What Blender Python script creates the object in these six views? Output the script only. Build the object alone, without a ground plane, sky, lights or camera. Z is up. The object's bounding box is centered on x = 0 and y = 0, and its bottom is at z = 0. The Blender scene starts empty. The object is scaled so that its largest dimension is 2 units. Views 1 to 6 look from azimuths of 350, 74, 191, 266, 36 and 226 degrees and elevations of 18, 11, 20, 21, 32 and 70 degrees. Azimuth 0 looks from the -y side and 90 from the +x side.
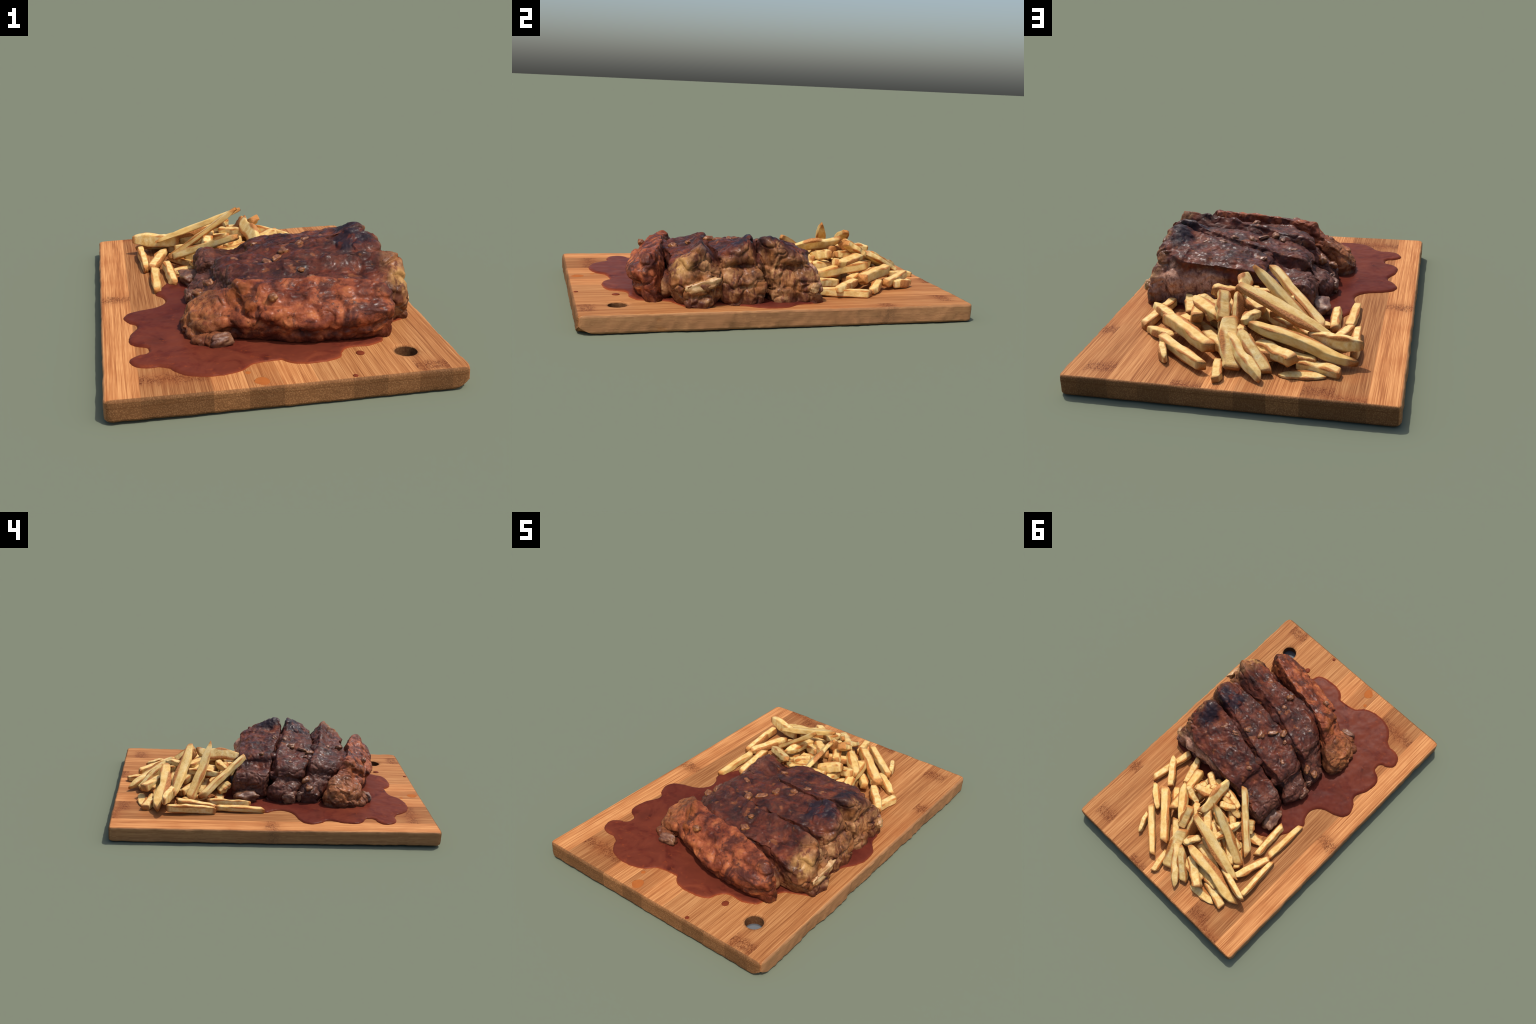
# Barbecued rib slab cut in four on a bamboo board, with sauce puddle and thick hand-cut fries.
import bpy, bmesh, math, random
import numpy as np
from mathutils import Vector, Matrix, noise

random.seed(7)
RNG = np.random.default_rng(11)
COL = bpy.context.scene.collection
BOARD_TOP = 0.091


# ------------------------------------------------------------------ helpers
def srgb(r, g, b):
    def f(c):
        c /= 255.0
        return c / 12.92 if c <= 0.04045 else ((c + 0.055) / 1.055) ** 2.4
    return (f(r), f(g), f(b), 1.0)


def new_object(name, mesh, parent=None, mat=None, loc=None, smooth=True):
    ob = bpy.data.objects.new(name, mesh)
    COL.objects.link(ob)
    if mat and mesh and not mesh.materials:
        mesh.materials.append(mat)
    if mesh and smooth:
        mesh.polygons.foreach_set("use_smooth", [True] * len(mesh.polygons))
    if loc is not None:
        ob.location = loc
    if parent:
        ob.parent = parent
    return ob


def mesh_from(name, verts, faces):
    me = bpy.data.meshes.new(name)
    me.from_pydata([tuple(map(float, v)) for v in verts], [], faces)
    me.update()
    return me


def catmull(pts, n, closed=False):
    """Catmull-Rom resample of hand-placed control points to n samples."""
    P = np.asarray(pts, float)
    m = len(P)
    segs = m if closed else m - 1
    out = []
    for i in range(n):
        t = i / (n if closed else n - 1) * segs
        k = min(int(t), segs - 1)
        u = t - k
        g = (lambda j: P[j % m]) if closed else (lambda j: P[min(max(j, 0), m - 1)])
        a, b, c, d = g(k - 1), g(k), g(k + 1), g(k + 2)
        out.append(0.5 * (2 * b + (c - a) * u + (2 * a - 5 * b + 4 * c - d) * u * u + (3 * b - a - 3 * c + d) * u ** 3))
    return np.array(out)


def fbm(p, scale, octaves=3, seed=0.0):
    v, a, s = 0.0, 1.0, scale
    for _ in range(octaves):
        v += a * noise.noise(Vector((p[0] * s + seed, p[1] * s + seed * 1.7, p[2] * s - seed)))
        a *= 0.5
        s *= 2.1
    return v


def ridged(p, scale, seed=0.0):
    return 1.0 - 2.0 * abs(noise.noise(Vector((p[0] * scale + seed, p[1] * scale - seed, p[2] * scale + seed * 2))))


class Nodes:
    """Small wrapper that keeps node building readable."""

    def __init__(self, name):
        self.mat = bpy.data.materials.new(name)
        self.mat.use_nodes = True
        self.t = self.mat.node_tree
        self.t.nodes.clear()
        self.out = self.t.nodes.new("ShaderNodeOutputMaterial")
        self.bsdf = self.t.nodes.new("ShaderNodeBsdfPrincipled")
        self.t.links.new(self.bsdf.outputs[0], self.out.inputs[0])
        self.obj = self.t.nodes.new("ShaderNodeTexCoord").outputs["Object"]

    def link(self, a, b):
        self.t.links.new(a, b)

    def put(self, sock, v):
        if hasattr(v, "is_output"):
            self.link(v, sock)
        elif v is not None:
            sock.default_value = v

    def mapping(self, loc=(0, 0, 0), scale=(1, 1, 1), rot=(0, 0, 0), vec=None):
        n = self.t.nodes.new("ShaderNodeMapping")
        n.inputs["Location"].default_value = loc
        n.inputs["Scale"].default_value = scale
        n.inputs["Rotation"].default_value = rot
        self.link(vec or self.obj, n.inputs[0])
        return n.outputs[0]

    def noise(self, scale, detail=4, rough=0.55, vec=None, dist=0.0, color=False):
        n = self.t.nodes.new("ShaderNodeTexNoise")
        n.inputs["Scale"].default_value = scale
        n.inputs["Detail"].default_value = detail
        n.inputs["Roughness"].default_value = rough
        n.inputs["Distortion"].default_value = dist
        self.link(vec or self.obj, n.inputs["Vector"])
        return n.outputs["Color" if color else "Fac"]

    def voronoi(self, scale, vec=None, feature="F1", rand=1.0):
        n = self.t.nodes.new("ShaderNodeTexVoronoi")
        n.feature = feature
        n.inputs["Scale"].default_value = scale
        n.inputs["Randomness"].default_value = rand
        self.link(vec or self.obj, n.inputs["Vector"])
        return n.outputs["Distance"]

    def ramp(self, fac, stops, interp="LINEAR"):
        n = self.t.nodes.new("ShaderNodeValToRGB")
        n.color_ramp.interpolation = interp
        e = n.color_ramp.elements
        while len(e) < len(stops):
            e.new(0.5)
        for k, (pos, c) in enumerate(stops):
            e[k].position = pos
            e[k].color = c if hasattr(c, "__len__") else (c, c, c, 1)
        self.put(n.inputs[0], fac)
        return n.outputs[0]

    def math(self, op, a, b=None, c=None, clamp=False):
        n = self.t.nodes.new("ShaderNodeMath")
        n.operation = op
        n.use_clamp = clamp
        self.put(n.inputs[0], a)
        if b is not None:
            self.put(n.inputs[1], b)
        if c is not None:
            self.put(n.inputs[2], c)
        return n.outputs[0]

    def smooth(self, v, lo, hi, a=0.0, b=1.0):
        n = self.t.nodes.new("ShaderNodeMapRange")
        n.interpolation_type = "SMOOTHSTEP"
        self.put(n.inputs[0], v)
        for k, x in enumerate((lo, hi, a, b)):
            n.inputs[1 + k].default_value = x
        return n.outputs[0]

    def mix(self, fac, a, b, blend="MIX"):
        n = self.t.nodes.new("ShaderNodeMix")
        n.data_type = "RGBA"
        n.blend_type = blend
        self.put(n.inputs[0], fac)
        self.put(n.inputs[6], a)
        self.put(n.inputs[7], b)
        return n.outputs[2]

    def xyz(self, vec=None):
        n = self.t.nodes.new("ShaderNodeSeparateXYZ")
        self.link(vec or self.obj, n.inputs[0])
        return n.outputs

    def ball(self, centre, radius, wobble=None, soft=0.6):
        """Soft spherical mask round a point (object coordinates), wobbling with noise."""
        n = self.t.nodes.new("ShaderNodeVectorMath")
        n.operation = "DISTANCE"
        self.link(self.obj, n.inputs[0])
        n.inputs[1].default_value = centre
        d = n.outputs["Value"]
        if wobble is not None:
            d = self.math("MULTIPLY_ADD", self.math("SUBTRACT", wobble, 0.5), radius * 1.5, d)
        return self.smooth(d, radius * (1 - soft), radius * (1 + soft * 0.3), 1.0, 0.0)

    def bump(self, height, strength, distance=0.01):
        n = self.t.nodes.new("ShaderNodeBump")
        n.inputs["Strength"].default_value = strength
        n.inputs["Distance"].default_value = distance
        self.link(height, n.inputs["Height"])
        self.link(n.outputs[0], self.bsdf.inputs["Normal"])

    def finish(self, color, rough, spec=0.5, coat=0.0, coat_rough=0.1):
        self.put(self.bsdf.inputs["Base Color"], color)
        self.put(self.bsdf.inputs["Roughness"], rough)
        self.bsdf.inputs["Specular IOR Level"].default_value = spec
        self.put(self.bsdf.inputs["Coat Weight"], coat)
        self.bsdf.inputs["Coat Roughness"].default_value = coat_rough
        return self.mat


# ------------------------------------------------------------------ cutting board
# eleven bamboo strips: (left x, right x, tone, y of the growth nodes)
STRIPS = [
    (-0.702, -0.565, 1.10, (0.03,)),
    (-0.565, -0.433, 0.91, (-0.85, 0.985)),
    (-0.433, -0.300, 0.90, (-0.86, 0.93)),
    (-0.300, -0.168, 1.07, (0.40,)),
    (-0.168, -0.036, 0.98, (0.05,)),
    (-0.036, 0.098, 1.08, (-0.15,)),
    (0.098, 0.228, 0.97, (0.985,)),
    (0.228, 0.363, 0.98, (0.29,)),
    (0.363, 0.491, 1.00, (-0.3,)),
    (0.491, 0.622, 0.96, (-0.945, 0.885)),
    (0.622, 0.702, 0.98, (0.53,)),
]
HOLE = (0.504, -0.794, 0.048)


def bamboo_material(k, x0, x1, tone, knots):
    n = Nodes("bamboo_strip_%s" % "abcdefghijk"[k])
    off = (k * 3.7, k * 1.3, k * 0.9)
    fibre = n.noise(1.0, 5, 0.65, n.mapping(off, (135, 1.3, 60)))
    fine = n.noise(1.0, 3, 0.6, n.mapping(off, (330, 4, 200)))
    broad = n.noise(1.0, 2, 0.5, n.mapping(off, (16, 0.9, 9)))
    f = n.math("ADD", n.math("MULTIPLY", fibre, 0.40), n.math("ADD", n.math("MULTIPLY", fine, 0.42), n.math("MULTIPLY", broad, 0.18)))
    dark, mid, lite = srgb(136 * tone, 82 * tone, 46 * tone), srgb(168 * tone, 111 * tone, 66 * tone), srgb(190 * tone, 136 * tone, 86 * tone)
    base = n.ramp(f, [(0.41, dark), (0.50, mid), (0.585, lite)])
    x, y, z = n.xyz()
    # growth nodes: scribbled brown band across the strip, fading along the fibres
    jag = n.noise(1.0, 4, 0.7, n.mapping(off, (46, 14, 20)))
    scr = n.ramp(n.noise(1.0, 5, 0.8, n.mapping(off, (90, 60, 60)), dist=2.0), [(0.47, 0.0), (0.54, 1.0)])
    for ky in knots:
        d = n.math("ABSOLUTE", n.math("SUBTRACT", y, ky))
        d = n.math("MULTIPLY_ADD", n.math("SUBTRACT", jag, 0.5), 0.12, d)
        band = n.smooth(d, 0.0, 0.13, 0.34, 0.0)
        base = n.mix(band, base, srgb(134, 74, 40))
        lines = n.math("MULTIPLY", n.smooth(d, 0.012, 0.055, 0.92, 0.0), scr)
        base = n.mix(lines, base, srgb(92, 44, 23))
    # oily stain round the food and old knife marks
    stain = n.smooth(n.noise(3.2, 3, 0.6, n.mapping((2, 5, 1))), 0.5, 0.72, 0.0, 0.30)
    base = n.mix(stain, base, srgb(160, 88, 44))
    # end grain: pale pores in a duller ground with a glue line of the top layer
    t2 = tone * (0.93, 1.0, 1.02, 1.08, 0.94, 1.02, 1.1, 0.96, 1.05, 0.92, 1.0)[k]
    pores = n.voronoi(1.0, n.mapping(off, (190, 1, 150)))
    grain = n.ramp(pores, [(0.15, srgb(142 * t2, 101 * t2, 65 * t2)), (0.6, srgb(112 * t2, 75 * t2, 46 * t2))])
    patch = n.noise(1.0, 3, 0.6, n.mapping(off, (14, 1, 40)))
    grain = n.mix(n.smooth(patch, 0.35, 0.7, 0.0, 0.5), grain, srgb(112, 74, 44))
    glue = n.smooth(n.math("ABSOLUTE", n.math("SUBTRACT", z, 0.066)), 0.001, 0.0035, 0.45, 0.0)
    grain = n.mix(glue, grain, srgb(92, 56, 30))
    end = n.smooth(n.math("ABSOLUTE", y), 0.984, 0.991)
    col = n.mix(end, base, grain)
    # greyer, worn long sides
    side = n.smooth(n.math("ABSOLUTE", x), 0.690, 0.697)
    col = n.mix(n.math("MULTIPLY", side, 0.62), col, srgb(146, 110, 78))
    # dark brown wall of the hanging hole
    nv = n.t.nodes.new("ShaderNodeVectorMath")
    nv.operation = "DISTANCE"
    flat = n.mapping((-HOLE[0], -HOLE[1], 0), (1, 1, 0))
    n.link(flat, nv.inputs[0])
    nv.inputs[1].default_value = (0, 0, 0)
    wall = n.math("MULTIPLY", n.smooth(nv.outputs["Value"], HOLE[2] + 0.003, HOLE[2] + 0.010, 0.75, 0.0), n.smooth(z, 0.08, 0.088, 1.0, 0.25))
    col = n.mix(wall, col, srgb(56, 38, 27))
    floor = n.math("MULTIPLY", n.smooth(nv.outputs["Value"], HOLE[2] - 0.002, HOLE[2] + 0.001, 1.0, 0.0), n.smooth(z, 0.034, 0.040, 1.0, 0.0))
    col = n.mix(floor, col, srgb(104, 108, 112))
    n.bump(n.math("ADD", f, n.math("MULTIPLY", pores, n.math("MULTIPLY", end, 0.6))), 0.35, 0.004)
    return n.finish(col, n.ramp(f, [(0.3, 0.66), (0.7, 0.56)]), 0.06)


def board_point(p):
    """Round the edges, waver the outline and tilt the slab a little: one rule shared by all strips."""
    x, y, z = p
    hx, hy = 0.700, 0.9965
    zlo, zhi = 0.002, BOARD_TOP
    # plan corner radius
    R = 0.032
    qx, qy = min(max(x, -hx + R), hx - R), min(max(y, -hy + R), hy - R)
    dx, dy = x - qx, y - qy
    d = math.hypot(dx, dy)
    edge_in = R - max(abs(dx), abs(dy)) if d > 0 else min(hx - abs(x), hy - abs(y))
    if abs(dx) > 1e-9 and abs(dy) > 1e-9:
        k = max(abs(dx), abs(dy)) / d
        x, y = qx + dx * k, qy + dy * k
    # rounded top and bottom edges
    r = 0.011
    if edge_in < r:
        t = r - edge_in
        drop = r - math.sqrt(max(r * r - t * t, 0.0))
        z = min(max(z, zlo + drop), zhi - drop)
    if z > zhi - r or z < zlo + r:
        tz = r - min(zhi - z, z - zlo)
        pull = (r - math.sqrt(max(r * r - tz * tz, 0.0)))
        if edge_in < 1e-6:
            f = 1 - pull / max(math.hypot(x, y), 1e-6)
            sx = hx - pull
            sy = hy - pull
            x, y = x * sx / hx, y * sy / hy
    # worn, wavering outline (stronger on the long sides and near the bottom)
    near = max(0.0, 1 - edge_in / 0.05)
    if near > 0:
        w = 0.0045 * fbm((x, y, z * 0.5), 9, 3, 3.1) + 0.0025 * fbm((x, y, z), 34, 2, 8.0)
        low = 1 - (z - zlo) / (zhi - zlo)
        x += near * w * (1.3 if x > 0 else 0.7) * (1 + 0.6 * low) * (1 if abs(x) > hx - 0.06 else 0)
        y += near * w * 0.7 * (1 if abs(y) > hy - 0.06 else 0)
        z += near * 0.35 * w * (1 if z > 0.05 else 0.8)
    z += 0.0012 * fbm((x, y, 0), 2.0, 2, 5.0)
    z += 0.008 * max(0, -x / hx) * max(0, -y / hy)
    # dish of wear round the hanging hole
    dh = math.hypot(p[0] - HOLE[0], p[1] - HOLE[1])
    if z > 0.05:
        z -= 0.006 * math.exp(-((max(dh - HOLE[2], 0)) / 0.010) ** 2)
    # chipped corner by the hole
    chip = math.hypot(p[0] - hx, (p[1] + hy) * 0.8)
    if chip < 0.06 and z < 0.06:
        z = max(z, 0.040 * (1 - chip / 0.06))
    return x, y, z


def strip_mesh(name, x0, x1, ys, zs):
    """Closed box shell of one strip on a fine grid, pushed through board_point."""
    hx = 0.700
    a, b = max(x0, -hx), min(x1, hx)
    nx = max(4, int(round((b - a) / 0.016)))
    xs = list(np.linspace(a, b, nx + 1))
    if x0 < -0.70:
        xs = sorted(set(xs + [a + 0.002, a + 0.005, a + 0.009]))
    if x1 > 0.70:
        xs = sorted(set(xs + [b - 0.002, b - 0.005, b - 0.009]))
    ids, verts, faces = {}, [], []

    def vid(x, y, z):
        key = (round(x, 5), round(y, 5), round(z, 5))
        if key not in ids:
            ids[key] = len(verts)
            verts.append(board_point((x, y, z)))
        return ids[key]

    def sheet(us, vs, f, flip):
        for i in range(len(us) - 1):
            for j in range(len(vs) - 1):
                q = [vid(*f(us[i], vs[j])), vid(*f(us[i + 1], vs[j])), vid(*f(us[i + 1], vs[j + 1])), vid(*f(us[i], vs[j + 1]))]
                faces.append(q[::-1] if flip else q)
    sheet(xs, ys, lambda u, v: (u, v, zs[-1]), False)
    sheet(xs, ys, lambda u, v: (u, v, zs[0]), True)
    sheet(xs, zs, lambda u, v: (u, ys[0], v), False)
    sheet(xs, zs, lambda u, v: (u, ys[-1], v), True)
    sheet(ys, zs, lambda u, v: (xs[0], u, v), True)
    sheet(ys, zs, lambda u, v: (xs[-1], u, v), False)
    return mesh_from(name, verts, faces)


def smooth_by_angle(me, deg):
    me.polygons.foreach_set("use_smooth", [True] * len(me.polygons))
    bm = bmesh.new()
    bm.from_mesh(me)
    lim = math.radians(deg)
    for e in bm.edges:
        e.smooth = not (len(e.link_faces) == 2 and e.calc_face_angle(0) > lim)
    bm.to_mesh(me)
    bm.free()


def apply_modifiers(ob):
    dg = bpy.context.evaluated_depsgraph_get()
    me = bpy.data.meshes.new_from_object(ob.evaluated_get(dg))
    old = ob.data
    ob.modifiers.clear()
    ob.data = me
    bpy.data.meshes.remove(old)
    return me


def build_board():
    root = bpy.data.objects.new("cutting_board", None)
    COL.objects.link(root)
    root["label"] = "rectangular glued bamboo cutting board with hanging hole"
    root["category"] = "cutting board"
    hy = 0.9965
    ys = [-hy, -hy + 0.002, -hy + 0.005, -hy + 0.009] + list(np.linspace(-hy + 0.014, hy - 0.014, 150)) + [hy - 0.009, hy - 0.005, hy - 0.002, hy]
    zlo, zhi = 0.002, BOARD_TOP
    zs = [zlo, zlo + 0.002, zlo + 0.005, zlo + 0.011, 0.03, 0.045, 0.06, zhi - 0.011, zhi - 0.005, zhi - 0.002, zhi]
    # cutter for the hanging hole
    bm = bmesh.new()
    bmesh.ops.create_cone(bm, cap_ends=True, segments=48, radius1=HOLE[2] * 0.93, radius2=HOLE[2] * 1.10, depth=0.3)
    me = bpy.data.meshes.new("hole_cutter")
    bm.to_mesh(me)
    bm.free()
    cutter = bpy.data.objects.new("hole_cutter", me)
    cutter.location = (HOLE[0], HOLE[1], 0.178)
    COL.objects.link(cutter)
    for k, (x0, x1, tone, knots) in enumerate(STRIPS):
        me = strip_mesh("plank", x0, x1, ys, zs)
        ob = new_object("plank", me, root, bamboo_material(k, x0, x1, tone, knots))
        if x0 < HOLE[0] + HOLE[2] and x1 > HOLE[0] - HOLE[2]:
            md = ob.modifiers.new("hole", "BOOLEAN")
            md.object = cutter
            md.solver = "EXACT"
            apply_modifiers(ob)
        smooth_by_angle(ob.data, 40)
    cutter.hide_render = True
    bpy.data.objects.remove(cutter)
    return root


# ------------------------------------------------------------------ ribs
# Cross-sections along each rib (x runs along the bone).  Each row:
# x | front foot y,z | front belly y,z | front top y,z | back top y,z | back belly y,z | back foot y
RIBS = [
    dict(  # the browned end rib nearest the hanging hole
        crown=0.012, seed=1.0,
        rows=[
            (-0.365, -0.460, 0.085, -0.465, 0.115, -0.445, 0.140, -0.400, 0.140, -0.385, 0.115, -0.390),
            (-0.325, -0.515, 0.085, -0.520, 0.140, -0.500, 0.178, -0.350, 0.198, -0.330, 0.140, -0.345),
            (-0.270, -0.533, 0.088, -0.560, 0.165, -0.515, 0.212, -0.345, 0.236, -0.325, 0.160, -0.345),
            (-0.205, -0.528, 0.088, -0.570, 0.180, -0.530, 0.240, -0.400, 0.268, -0.365, 0.180, -0.370),
            (-0.160, -0.538, 0.088, -0.580, 0.195, -0.535, 0.275, -0.430, 0.292, -0.405, 0.200, -0.400),
            (-0.120, -0.558, 0.088, -0.609, 0.205, -0.560, 0.300, -0.457, 0.325, -0.440, 0.210, -0.430),
            (-0.040, -0.588, 0.088, -0.639, 0.205, -0.595, 0.298, -0.487, 0.332, -0.480, 0.220, -0.460),
            (0.040, -0.613, 0.088, -0.675, 0.200, -0.620, 0.286, -0.512, 0.338, -0.505, 0.220, -0.490),
            (0.120, -0.638, 0.088, -0.700, 0.195, -0.645, 0.282, -0.529, 0.342, -0.520, 0.220, -0.500),
            (0.220, -0.646, 0.088, -0.704, 0.205, -0.660, 0.284, -0.544, 0.342, -0.530, 0.220, -0.510),
            (0.320, -0.661, 0.088, -0.724, 0.220, -0.677, 0.290, -0.568, 0.340, -0.540, 0.220, -0.520),
            (0.420, -0.653, 0.085, -0.719, 0.235, -0.684, 0.286, -0.605, 0.332, -0.565, 0.220, -0.550),
            (0.470, -0.653, 0.085, -0.699, 0.235, -0.682, 0.273, -0.630, 0.316, -0.600, 0.200, -0.580),
            (0.492, -0.633, 0.085, -0.669, 0.200, -0.662, 0.250, -0.632, 0.280, -0.615, 0.200, -0.600),
        ],
        bumps=[((-0.01, -0.61, 0.30), 0.05, 0.010), ((-0.145, -0.50, 0.33), 0.035, 0.014), ((0.30, -0.66, 0.31), 0.05, 0.008),
               ((0.19, -0.69, 0.20), 0.06, 0.012), ((0.44, -0.66, 0.30), 0.05, 0.008), ((-0.33, -0.48, 0.20), 0.04, 0.010)],
        dents=[((-0.175, -0.55, 0.25), 0.04, 0.020), ((0.0, -0.66, 0.14), 0.05, 0.012), ((0.46, -0.70, 0.15), 0.05, 0.018),
               ((-0.28, -0.36, 0.19), 0.05, 0.020), ((0.10, -0.60, 0.33), 0.04, 0.010)],
        blobs=[((-0.315, -0.50, 0.115), (0.045, 0.045, 0.04)), ((-0.285, -0.560, 0.105), (0.05, 0.040, 0.035)), ((-0.225, -0.595, 0.115), (0.06, 0.026, 0.036)), ((0.05, -0.640, 0.225), (0.12, 0.030, 0.035)), ((-0.08, -0.59, 0.25), (0.05, 0.03, 0.04))],
        grooves=[((0.08, -0.585, 0.335), (0.40, -0.635, 0.33), 0.035, 0.009), ((-0.165, -0.51, 0.315), (-0.115, -0.60, 0.215), 0.018, 0.020), ((-0.115, -0.60, 0.215), (0.09, -0.675, 0.155), 0.020, 0.022),
                 ((0.09, -0.675, 0.155), (0.26, -0.715, 0.150), 0.022, 0.022), ((0.26, -0.715, 0.150), (0.48, -0.69, 0.185), 0.022, 0.020),
                 ((-0.33, -0.53, 0.12), (-0.16, -0.58, 0.14), 0.022, 0.014), ((0.13, -0.63, 0.31), (0.17, -0.70, 0.22), 0.012, 0.008),
                 ((0.24, -0.62, 0.33), (0.28, -0.71, 0.24), 0.012, 0.007)],
    ),
    dict(
        crown=0.008, seed=2.0,
        rows=[
            (-0.290, -0.270, 0.085, -0.280, 0.125, -0.265, 0.160, -0.205, 0.170, -0.185, 0.130, -0.190),
            (-0.245, -0.300, 0.085, -0.315, 0.140, -0.295, 0.190, -0.185, 0.205, -0.165, 0.140, -0.170),
            (-0.195, -0.340, 0.085, -0.365, 0.160, -0.345, 0.220, -0.215, 0.235, -0.190, 0.150, -0.190),
            (-0.155, -0.380, 0.085, -0.410, 0.180, -0.400, 0.255, -0.240, 0.300, -0.215, 0.180, -0.210),
            (-0.100, -0.430, 0.085, -0.450, 0.200, -0.445, 0.275, -0.250, 0.325, -0.215, 0.220, -0.225),
            (0.000, -0.475, 0.085, -0.490, 0.200, -0.490, 0.285, -0.275, 0.330, -0.245, 0.250, -0.255),
            (0.100, -0.495, 0.085, -0.512, 0.200, -0.515, 0.295, -0.312, 0.340, -0.278, 0.260, -0.288),
            (0.200, -0.505, 0.085, -0.520, 0.200, -0.520, 0.305, -0.338, 0.352, -0.295, 0.270, -0.305),
            (0.300, -0.505, 0.085, -0.520, 0.200, -0.517, 0.303, -0.355, 0.369, -0.305, 0.280, -0.315),
            (0.400, -0.500, 0.085, -0.525, 0.200, -0.525, 0.303, -0.370, 0.379, -0.308, 0.280, -0.318),
            (0.500, -0.495, 0.085, -0.545, 0.215, -0.555, 0.278, -0.385, 0.380, -0.315, 0.270, -0.325),
            (0.565, -0.485, 0.085, -0.545, 0.210, -0.550, 0.260, -0.405, 0.382, -0.325, 0.250, -0.335),
            (0.600, -0.475, 0.085, -0.515, 0.180, -0.515, 0.245, -0.430, 0.357, -0.370, 0.230, -0.350),
            (0.620, -0.470, 0.085, -0.490, 0.150, -0.480, 0.200, -0.400, 0.265, -0.345, 0.200, -0.360),
            (0.635, -0.450, 0.095, -0.460, 0.140, -0.450, 0.170, -0.380, 0.200, -0.360, 0.170, -0.370),
        ],
        bumps=[((0.10, -0.33, 0.34), 0.04, 0.012), ((0.0, -0.47, 0.29), 0.05, 0.012), ((0.28, -0.37, 0.37), 0.04, 0.010),
               ((0.52, -0.50, 0.31), 0.045, 0.012), ((-0.08, -0.30, 0.32), 0.05, 0.012), ((0.44, -0.39, 0.38), 0.03, 0.010)],
        dents=[((0.16, -0.44, 0.33), 0.07, 0.014), ((0.61, -0.42, 0.25), 0.05, 0.016), ((-0.17, -0.31, 0.25), 0.04, 0.018),
               ((0.40, -0.47, 0.34), 0.04, 0.016), ((0.58, -0.52, 0.14), 0.05, 0.016)],
        blobs=[((0.600, -0.41, 0.20), (0.040, 0.09, 0.035)), ((0.36, -0.555, 0.15), (0.11, 0.055, 0.085)), ((0.06, -0.512, 0.255), (0.20, 0.04, 0.05)), ((0.51, -0.328, 0.195), (0.09, 0.050, 0.105)), ((0.16, -0.305, 0.310), (0.04, 0.035, 0.025)), ((0.0, -0.255, 0.295), (0.04, 0.03, 0.025))],
        grooves=[((0.63, -0.50, 0.205), (0.64, -0.33, 0.255), 0.016, 0.020), ((0.63, -0.47, 0.14), (0.64, -0.32, 0.16), 0.020, 0.018),
                 ((0.00, -0.38, 0.32), (0.22, -0.43, 0.34), 0.050, 0.006), ((0.22, -0.430, 0.350), (0.46, -0.46, 0.350), 0.065, 0.024), ((0.38, -0.53, 0.36), (0.40, -0.38, 0.39), 0.014, 0.016),
                 ((-0.16, -0.42, 0.24), (-0.14, -0.24, 0.27), 0.022, 0.016)],
    ),
    dict(
        crown=0.006, seed=3.0,
        rows=[
            (-0.298, -0.125, 0.085, -0.130, 0.125, -0.120, 0.150, -0.065, 0.155, -0.045, 0.125, -0.050),
            (-0.275, -0.145, 0.085, -0.150, 0.130, -0.140, 0.175, -0.040, 0.180, -0.010, 0.130, -0.020),
            (-0.245, -0.155, 0.085, -0.165, 0.150, -0.160, 0.195, 0.020, 0.200, 0.035, 0.140, 0.025),
            (-0.205, -0.165, 0.085, -0.175, 0.160, -0.170, 0.205, -0.005, 0.215, 0.005, 0.150, 0.000),
            (-0.180, -0.175, 0.085, -0.195, 0.180, -0.190, 0.240, -0.030, 0.255, -0.020, 0.170, -0.020),
            (-0.135, -0.195, 0.085, -0.218, 0.200, -0.210, 0.280, -0.025, 0.290, -0.015, 0.190, -0.015),
            (-0.050, -0.220, 0.085, -0.240, 0.200, -0.242, 0.300, -0.032, 0.300, -0.005, 0.210, -0.015),
            (0.050, -0.240, 0.085, -0.270, 0.200, -0.276, 0.312, -0.042, 0.325, -0.018, 0.250, -0.028),
            (0.150, -0.260, 0.085, -0.285, 0.200, -0.292, 0.322, -0.066, 0.345, -0.036, 0.265, -0.046),
            (0.250, -0.270, 0.085, -0.295, 0.200, -0.302, 0.330, -0.092, 0.358, -0.060, 0.280, -0.070),
            (0.350, -0.275, 0.085, -0.300, 0.200, -0.305, 0.335, -0.118, 0.375, -0.085, 0.290, -0.095),
            (0.450, -0.280, 0.085, -0.297, 0.210, -0.300, 0.335, -0.132, 0.414, -0.100, 0.290, -0.110),
            (0.520, -0.280, 0.085, -0.310, 0.225, -0.308, 0.325, -0.150, 0.407, -0.115, 0.260, -0.125),
            (0.574, -0.270, 0.085, -0.300, 0.215, -0.290, 0.300, -0.168, 0.374, -0.120, 0.240, -0.110),
            (0.584, -0.260, 0.085, -0.285, 0.175, -0.265, 0.225, -0.110, 0.252, -0.080, 0.190, -0.100),
            (0.607, -0.235, 0.095, -0.245, 0.150, -0.230, 0.190, -0.125, 0.200, -0.110, 0.160, -0.120),
        ],
        bumps=[((0.45, -0.15, 0.40), 0.03, 0.012), ((-0.10, -0.12, 0.30), 0.05, 0.014), ((0.20, -0.20, 0.34), 0.05, 0.008),
               ((0.55, -0.25, 0.32), 0.04, 0.010), ((0.05, -0.06, 0.33), 0.03, 0.010)],
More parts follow.
